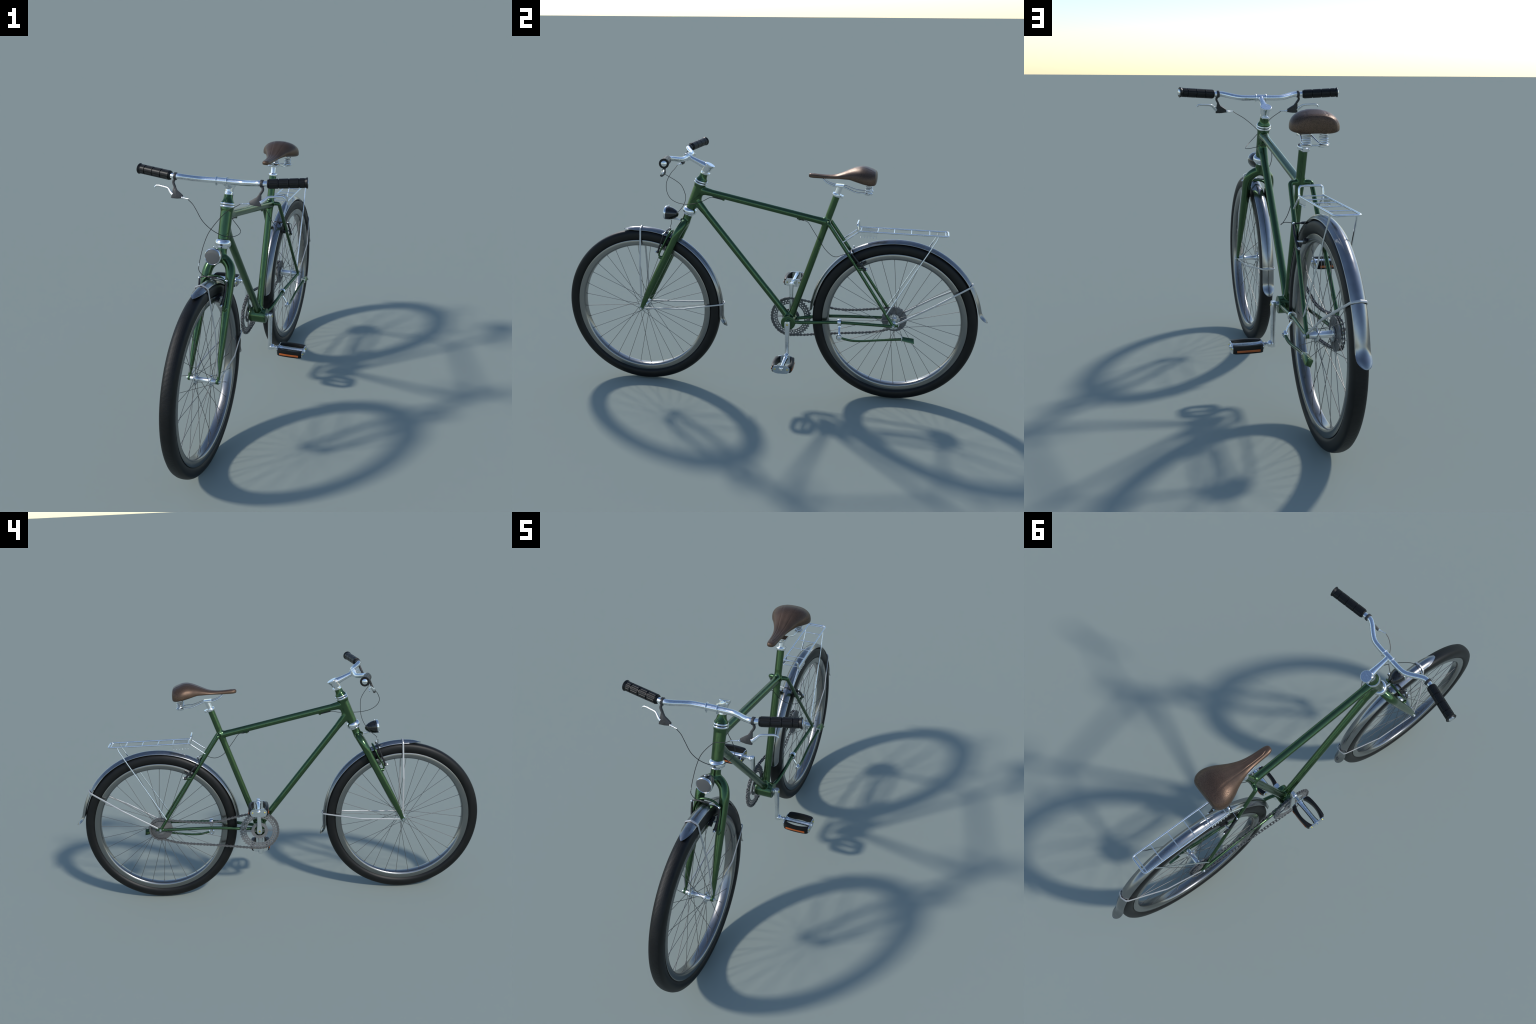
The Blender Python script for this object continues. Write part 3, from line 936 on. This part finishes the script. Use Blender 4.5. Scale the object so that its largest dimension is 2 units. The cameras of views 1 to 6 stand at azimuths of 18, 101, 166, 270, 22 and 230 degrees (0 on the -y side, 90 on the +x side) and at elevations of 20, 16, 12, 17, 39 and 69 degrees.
def ring_keep(i, j):
    k = j % 10
    if i in (0, 2, 4, 5):
        return True
    if i == 1:
        return k < 5
    return (j + 5) % 10 < 5


TEETH = 44


def tooth(j):
    return 0.0042 if (j * TEETH / 352) % 1.0 < 0.5 else -0.0012


NA = 352
cr = polar_plate([0.0655, 0.0710, 0.0755, 0.0803, 0.0847, 0.0895, 0.0945], NA, lambda i, j: ring_keep(i, int(j * 360 / NA)), crank_x - 0.0018, crank_x + 0.0018, CC, tooth)
hubd = lathe([(0.0265, crank_x - 0.0015), (0.0415, crank_x - 0.0015), (0.0415, crank_x + 0.0015), (0.0265, crank_x + 0.0015)], (0, CC[1], CC[2]), (1, 0, 0), 64, closed=True)
chainring = part("chainring", merge(cr, hubd), "gear", root, smooth_angle=25)
sp = []
for k in range(4):
    d = A([0, math.cos(k * PI / 2), math.sin(k * PI / 2)])
    p = A([crank_x - 0.0006, CC[1], CC[2]])
    t = np.cross([1, 0, 0], d)
    for off in (-0.0036, 0.0036):
        sp.append(box(p + d * 0.040 + t * off, (0.053, 0.0022, 0.0034), d, t))
part("chainring_arm", merge(*sp), "gear", chainring)


def crank():
    # left crank, pointing down
    z0, z1, y = 0.350, 0.195, BB[1]
    out = []
    pts = catmull([(0.0560, y, z0 + 0.0135, 0.0105, 0.0085), (0.0560, y, z0 + 0.0080, 0.0130, 0.0092), (0.0560, y, z0 - 0.004, 0.0140, 0.0095), (0.0560, y, z0 - 0.035, 0.0112, 0.0092), (0.0562, y, z0 - 0.075, 0.0098, 0.0088), (0.0565, y, z1 + 0.030, 0.0094, 0.0085),
                   (0.0565, y, z1 + 0.004, 0.0108, 0.0086), (0.0565, y, z1 - 0.009, 0.0100, 0.0084), (0.0565, y, z1 - 0.0135, 0.0070, 0.0075)], 40)
    arm = sweep(pts, [(p[3], p[4]) for p in pts], 28, ref=(0, 1, 0), power=3.6)
    ax_ = cyl((0.034, y, z0), (0.052, y, z0), 0.0120, 24)
    boss = lathe([(0.0105, 0.0560), (0.0132, 0.0600), (0.0132, 0.0690), (0.0112, 0.0750), (0.0080, 0.0770)], (0, y, z1), (1, 0, 0), 24)
    return merge(arm, ax_, boss)


def pedal(z):
    y = BB[1]
    body = [lathe([(0.0085, 0.064), (0.0085, 0.079), (0.0068, 0.080), (0.0068, 0.087), (0.0105, 0.088), (0.0108, 0.0905), (0.0078, 0.092), (0.0078, 0.098), (0.0125, 0.1000), (0.0140, 0.1035), (0.0125, 0.110), (0.0110, 0.122), (0.0106, 0.160),
                    (0.0110, 0.200), (0.0128, 0.2130), (0.0128, 0.2195), (0.0070, 0.2235), (0.0066, 0.2275), (0.0020, 0.2290)], (0, y, z), (1, 0, 0), 28)]
    # end plates: flat top, bowed bottom
    outl = []
    for t in np.linspace(0, 1, 26, endpoint=False):
        a = 2 * PI * t
        ca, sa = math.cos(a), math.sin(a)
        yy = 0.0395 * math.copysign(abs(ca) ** (2 / 4.5), ca)
        zz = (0.0160 if sa > 0 else 0.0200) * math.copysign(abs(sa) ** (2 / 2.6), sa) * (1 + 0.10 * (1 - (yy / 0.0395) ** 2))
        outl.append((yy, zz - 0.0015))
    plates = [prism(outl, (x, y, z), (0, 1, 0), (0, 0, 1), (1, 0, 0), 0.0030) for x in (0.1015, 0.2200)]
    metal = merge(*body, *plates)
    blocks, refl, bolts = [], [], []
    for s in (1, -1):
        outer, inner = [], []
        for t in np.linspace(0, 1, 17):
            x = 0.1032 + 0.1150 * t
            bow = max(0.0, math.sin(PI * t)) ** 0.35
            outer.append((x, (0.0385 + 0.0100 * bow) * s))
            inner.append((x, (0.0215 + 0.0145 * max(0.0, math.sin(PI * t)) ** 0.8) * s))
        ring_ = outer + inner[::-1]
        blocks.append(prism([(a, b) for a, b in ring_], (0, y, z - 0.0030), (1, 0, 0), (0, 1, 0), (0, 0, 1), 0.0310))
        refl.append(box((0.1600, y + 0.0474 * s, z - 0.0080), (0.090, 0.0030, 0.0082)))
        for x in (0.0992, 0.2222):
            bolts.append(ball((x, y + 0.0285 * s, z - 0.0020), 0.0036, 12, 8, scale=(0.8, 1, 1)))
    return metal, merge(*blocks), merge(*refl), merge(*bolts)


ck = crank()
for f in (lambda q: q, lambda q: ([(-p[0], 2 * BB[1] - p[1], 0.700 - p[2]) for p in q[0]], [tuple(f_) for f_ in q[1]])):
    first = f((((0.0, 0, 0),), ()))[0][0][2] == 0.0
    o = part("crank", f(ck), "alu", root, smooth_angle=45)
    sx_ = 1 if first else -1
    dust = merge(cyl((0.0650*sx_, BB[1], 0.350), (0.0675*sx_, BB[1], 0.350), 0.0046, 14, 0.0008))
    part("crank_bolt", dust, "brass", o)
for s, z in ((1, 0.195), (-1, 0.508)):
    me_, bl_, rf_, bo_ = pedal(z)
    g_ = (lambda q: q) if s > 0 else mirror
    o = part("pedal", g_(me_), "chrome", root, smooth_angle=40)
    part("pedal_block", g_(bl_), "rubber", o, bevel=0.0012, smooth_angle=40)
    part("pedal_reflector", g_(rf_), "orange", o, bevel=0.0006)
    part("pedal_bolt", g_(bo_), "brass", o)

# rear cog: stepped cone of discs on the right side of the hub
cog_prof = [(0.0150, -0.0330), (0.0585, -0.0345)]
for k, r in enumerate((0.0585, 0.0530, 0.0480, 0.0430, 0.0380, 0.0330, 0.0280)):
    x = -0.0375 - 0.0021 * k
    cog_prof += [(r, x + (0.0004 if k else 0.0)), (r, x - 0.0016), (r - 0.0016, x - 0.0020), (r - 0.0026, x + 0.0006), (r - 0.0036, x - 0.0016)]
cog_prof += [(0.0150, -0.0530)]
part("sprocket", lathe(cog_prof, RW, (1, 0, 0), 96), "gear", rear_wheel, RW, smooth_angle=30)


# chain: a closed path, then links placed along it
def chain_path():
    r1, r2 = 0.0935, 0.0530
    c1, c2 = A([CC[1], CC[2]]), A([RW[1], RW[2]])
    top = catmull(A([(c1[0] + r1 * math.sin(0.20), c1[1] + r1 * math.cos(0.20), 0), (0.156, 0.4355, 0), (0.203, 0.4265, 0), (0.245, 0.4170, 0), (0.276, 0.4095, 0), (0.3085, 0.4045, 0), (0.343, 0.4040, 0), (0.400, 0.4070, 0),
                     (0.458, 0.4145, 0), (0.502, 0.4205, 0), (0.534, 0.4265, 0), (c2[0] - r2 * math.sin(0.16), c2[1] + r2 * math.cos(0.16), 0)]), 80)[:, :2]
    arc2 = A([(c2[0] + r2 * math.sin(t), c2[1] + r2 * math.cos(t)) for t in np.linspace(-0.05, PI + 0.10, 30)])
    bot = catmull(A([(c2[0] - r2 * math.sin(0.22), c2[1] - r2 * math.cos(0.22), 0), (0.5125, 0.3090, 0), (0.455, 0.2985, 0), (0.385, 0.2905, 0), (0.316, 0.2830, 0), (0.246, 0.2748, 0), (0.200, 0.2688, 0), (0.153, 0.2622, 0),
                     (c1[0] + r1 * math.sin(0.10), c1[1] - r1 * math.cos(0.10), 0)]), 80)[:, :2]
    arc1 = A([(c1[0] + r1 * math.sin(t), c1[1] + r1 * math.cos(t)) for t in np.linspace(PI + 0.02, 2 * PI + 0.12, 60)])
    return np.vstack([top, arc2, bot, arc1])


def link_mesh(gap, name):
    p = 0.0165
    out = []
    for t in np.linspace(0, 2 * PI, 28, endpoint=False):
        y = 0.5 * p * (1 if math.cos(t) > 0 else -1) * 0.90 + 0.0050 * math.cos(t)
        z = 0.0050 * math.sin(t)
        out.append((y, z))
    waist = []
    for y, z in out:
        waist.append((y, z))
    # dog-bone outline: pull in the middle
    left = [q for q in out]
    mid_top, mid_bot = (0.0, 0.0024), (0.0, -0.0024)
    pts = sorted(left, key=lambda q: math.atan2(q[1], q[0]))
    k = next(i for i, q in enumerate(pts) if math.atan2(q[1], q[0]) > PI / 2)
    pts.insert(k, mid_top)
    k = next(i for i, q in enumerate(pts) if math.atan2(q[1], q[0]) > -PI / 2)
    pts.insert(k, mid_bot)
    plates = [prism(pts, (s * gap, 0, 0), (0, 1, 0), (0, 0, 1), (1, 0, 0), 0.0014) for s in (1, -1)]
    roll = [cyl((-gap - 0.0009, s * p / 2, 0), (gap + 0.0009, s * p / 2, 0), 0.0028, 10) for s in ((1, -1) if gap > 0.004 else ())]
    return to_mesh(name, merge(*plates, *roll), "chain", smooth_angle=30)


chain = empty("chain", (-0.0500, 0, 0), root)
bpy.context.view_layer.update()
pth = chain_path()
pth = np.vstack([pth, pth[:1]])
cum = np.r_[0, np.cumsum(np.linalg.norm(np.diff(pth, axis=0), axis=1))]
n_links = int(round(cum[-1] / 0.0165 / 2)) * 2
lm = [link_mesh(0.0046, "chain_link"), link_mesh(0.0030, "chain_link")]
joint = [A([np.interp(cum[-1] * k / n_links, cum, pth[:, c_]) for c_ in (0, 1)]) for k in range(n_links)]
for k in range(n_links):
    a, b = joint[k], joint[(k + 1) % n_links]
    mid = (a + b) / 2
    ang_ = math.atan2(b[1] - a[1], b[0] - a[0])
    place("chain_link", lm[k % 2], chain, (0, mid[0], mid[1]), Matrix.Rotation(ang_, 4, "X"))

# ---------------------------------------------------------------- kick stand
kc = A([0.0440, 0.3315, 0.3728])
cs_dir = norm((0.004, 0.1, 0.003))
ks = [lathe([(0.0122, -0.0075), (0.0158, -0.0075), (0.0164, -0.006), (0.0164, 0.006), (0.0158, 0.0075), (0.0122, 0.0075)], kc, cs_dir, 28, closed=True)]
arm_ = catmull([(0.0440, 0.3315, 0.3610, 0.0070, 0.0035), (0.0470, 0.3318, 0.3510, 0.0062, 0.0035), (0.0530, 0.3322, 0.3420, 0.0050, 0.0036), (0.0610, 0.3330, 0.3290, 0.0055, 0.0040), (0.0670, 0.3345, 0.3120, 0.0075, 0.0045)], 24)
ks.append(sweep(arm_, [(q[3], q[4]) for q in arm_], 14, ref=(0, 1, 0), power=3))
ks.append(lathe([(0.0060, -0.0075), (0.0110, -0.0065), (0.0143, -0.0020), (0.0143, 0.0020), (0.0110, 0.0065), (0.0060, 0.0075)], (0.0690, 0.3345, 0.3085), (1, 0, 0), 28))
ks.append(cyl((0.0765, 0.3345, 0.3085), (0.0805, 0.3345, 0.3085), 0.0055, 6, 0.0008))
ks.append(cyl((0.0605, 0.3345, 0.3030), (0.0605, 0.3345, 0.2960), 0.0040, 10))
kick = part("kickstand", merge(*ks), "chrome", root, smooth_angle=40)
leg_ = catmull([(0.0700, 0.3400, 0.3085, 0.0060), (0.0715, 0.3560, 0.3050, 0.0066), (0.0700, 0.3900, 0.2985, 0.0068), (0.0680, 0.4350, 0.2990, 0.0064), (0.0680, 0.5170, 0.3095, 0.0064), (0.0725, 0.5800, 0.3190, 0.0070), (0.0760, 0.6230, 0.3255, 0.0078)], 50)
part("kickstand_leg", sweep(leg_, [(q[3] * 0.8, q[3] * 0.75) for q in leg_], 14, ref=(1, 0, 0), power=3.5), "green", kick)
fd = norm((0.0, 0.052, -0.007))
tilt = math.radians(28)
fu = norm(np.cross(fd, (0, 0, 1)))
fv = np.cross(fu, fd)
fu, fv = fu * math.cos(tilt) + fv * math.sin(tilt), fv * math.cos(tilt) - fu * math.sin(tilt)
foot = prism([(-0.0040, -0.0090), (0.030, -0.0110), (0.053, -0.0120), (0.047, 0.0105), (0.030, 0.0100), (-0.0040, 0.0090)], (0.0755, 0.6240, 0.3262), fd, fv, fu, 0.0215)
part("kickstand_foot", foot, "green", kick, bevel=0.0006)
part("kickstand_band", box((0.0755, 0.6195, 0.3260), (0.0215, 0.0040, 0.0215)), "alu", kick, bevel=0.0006)

bpy.context.view_layer.update()
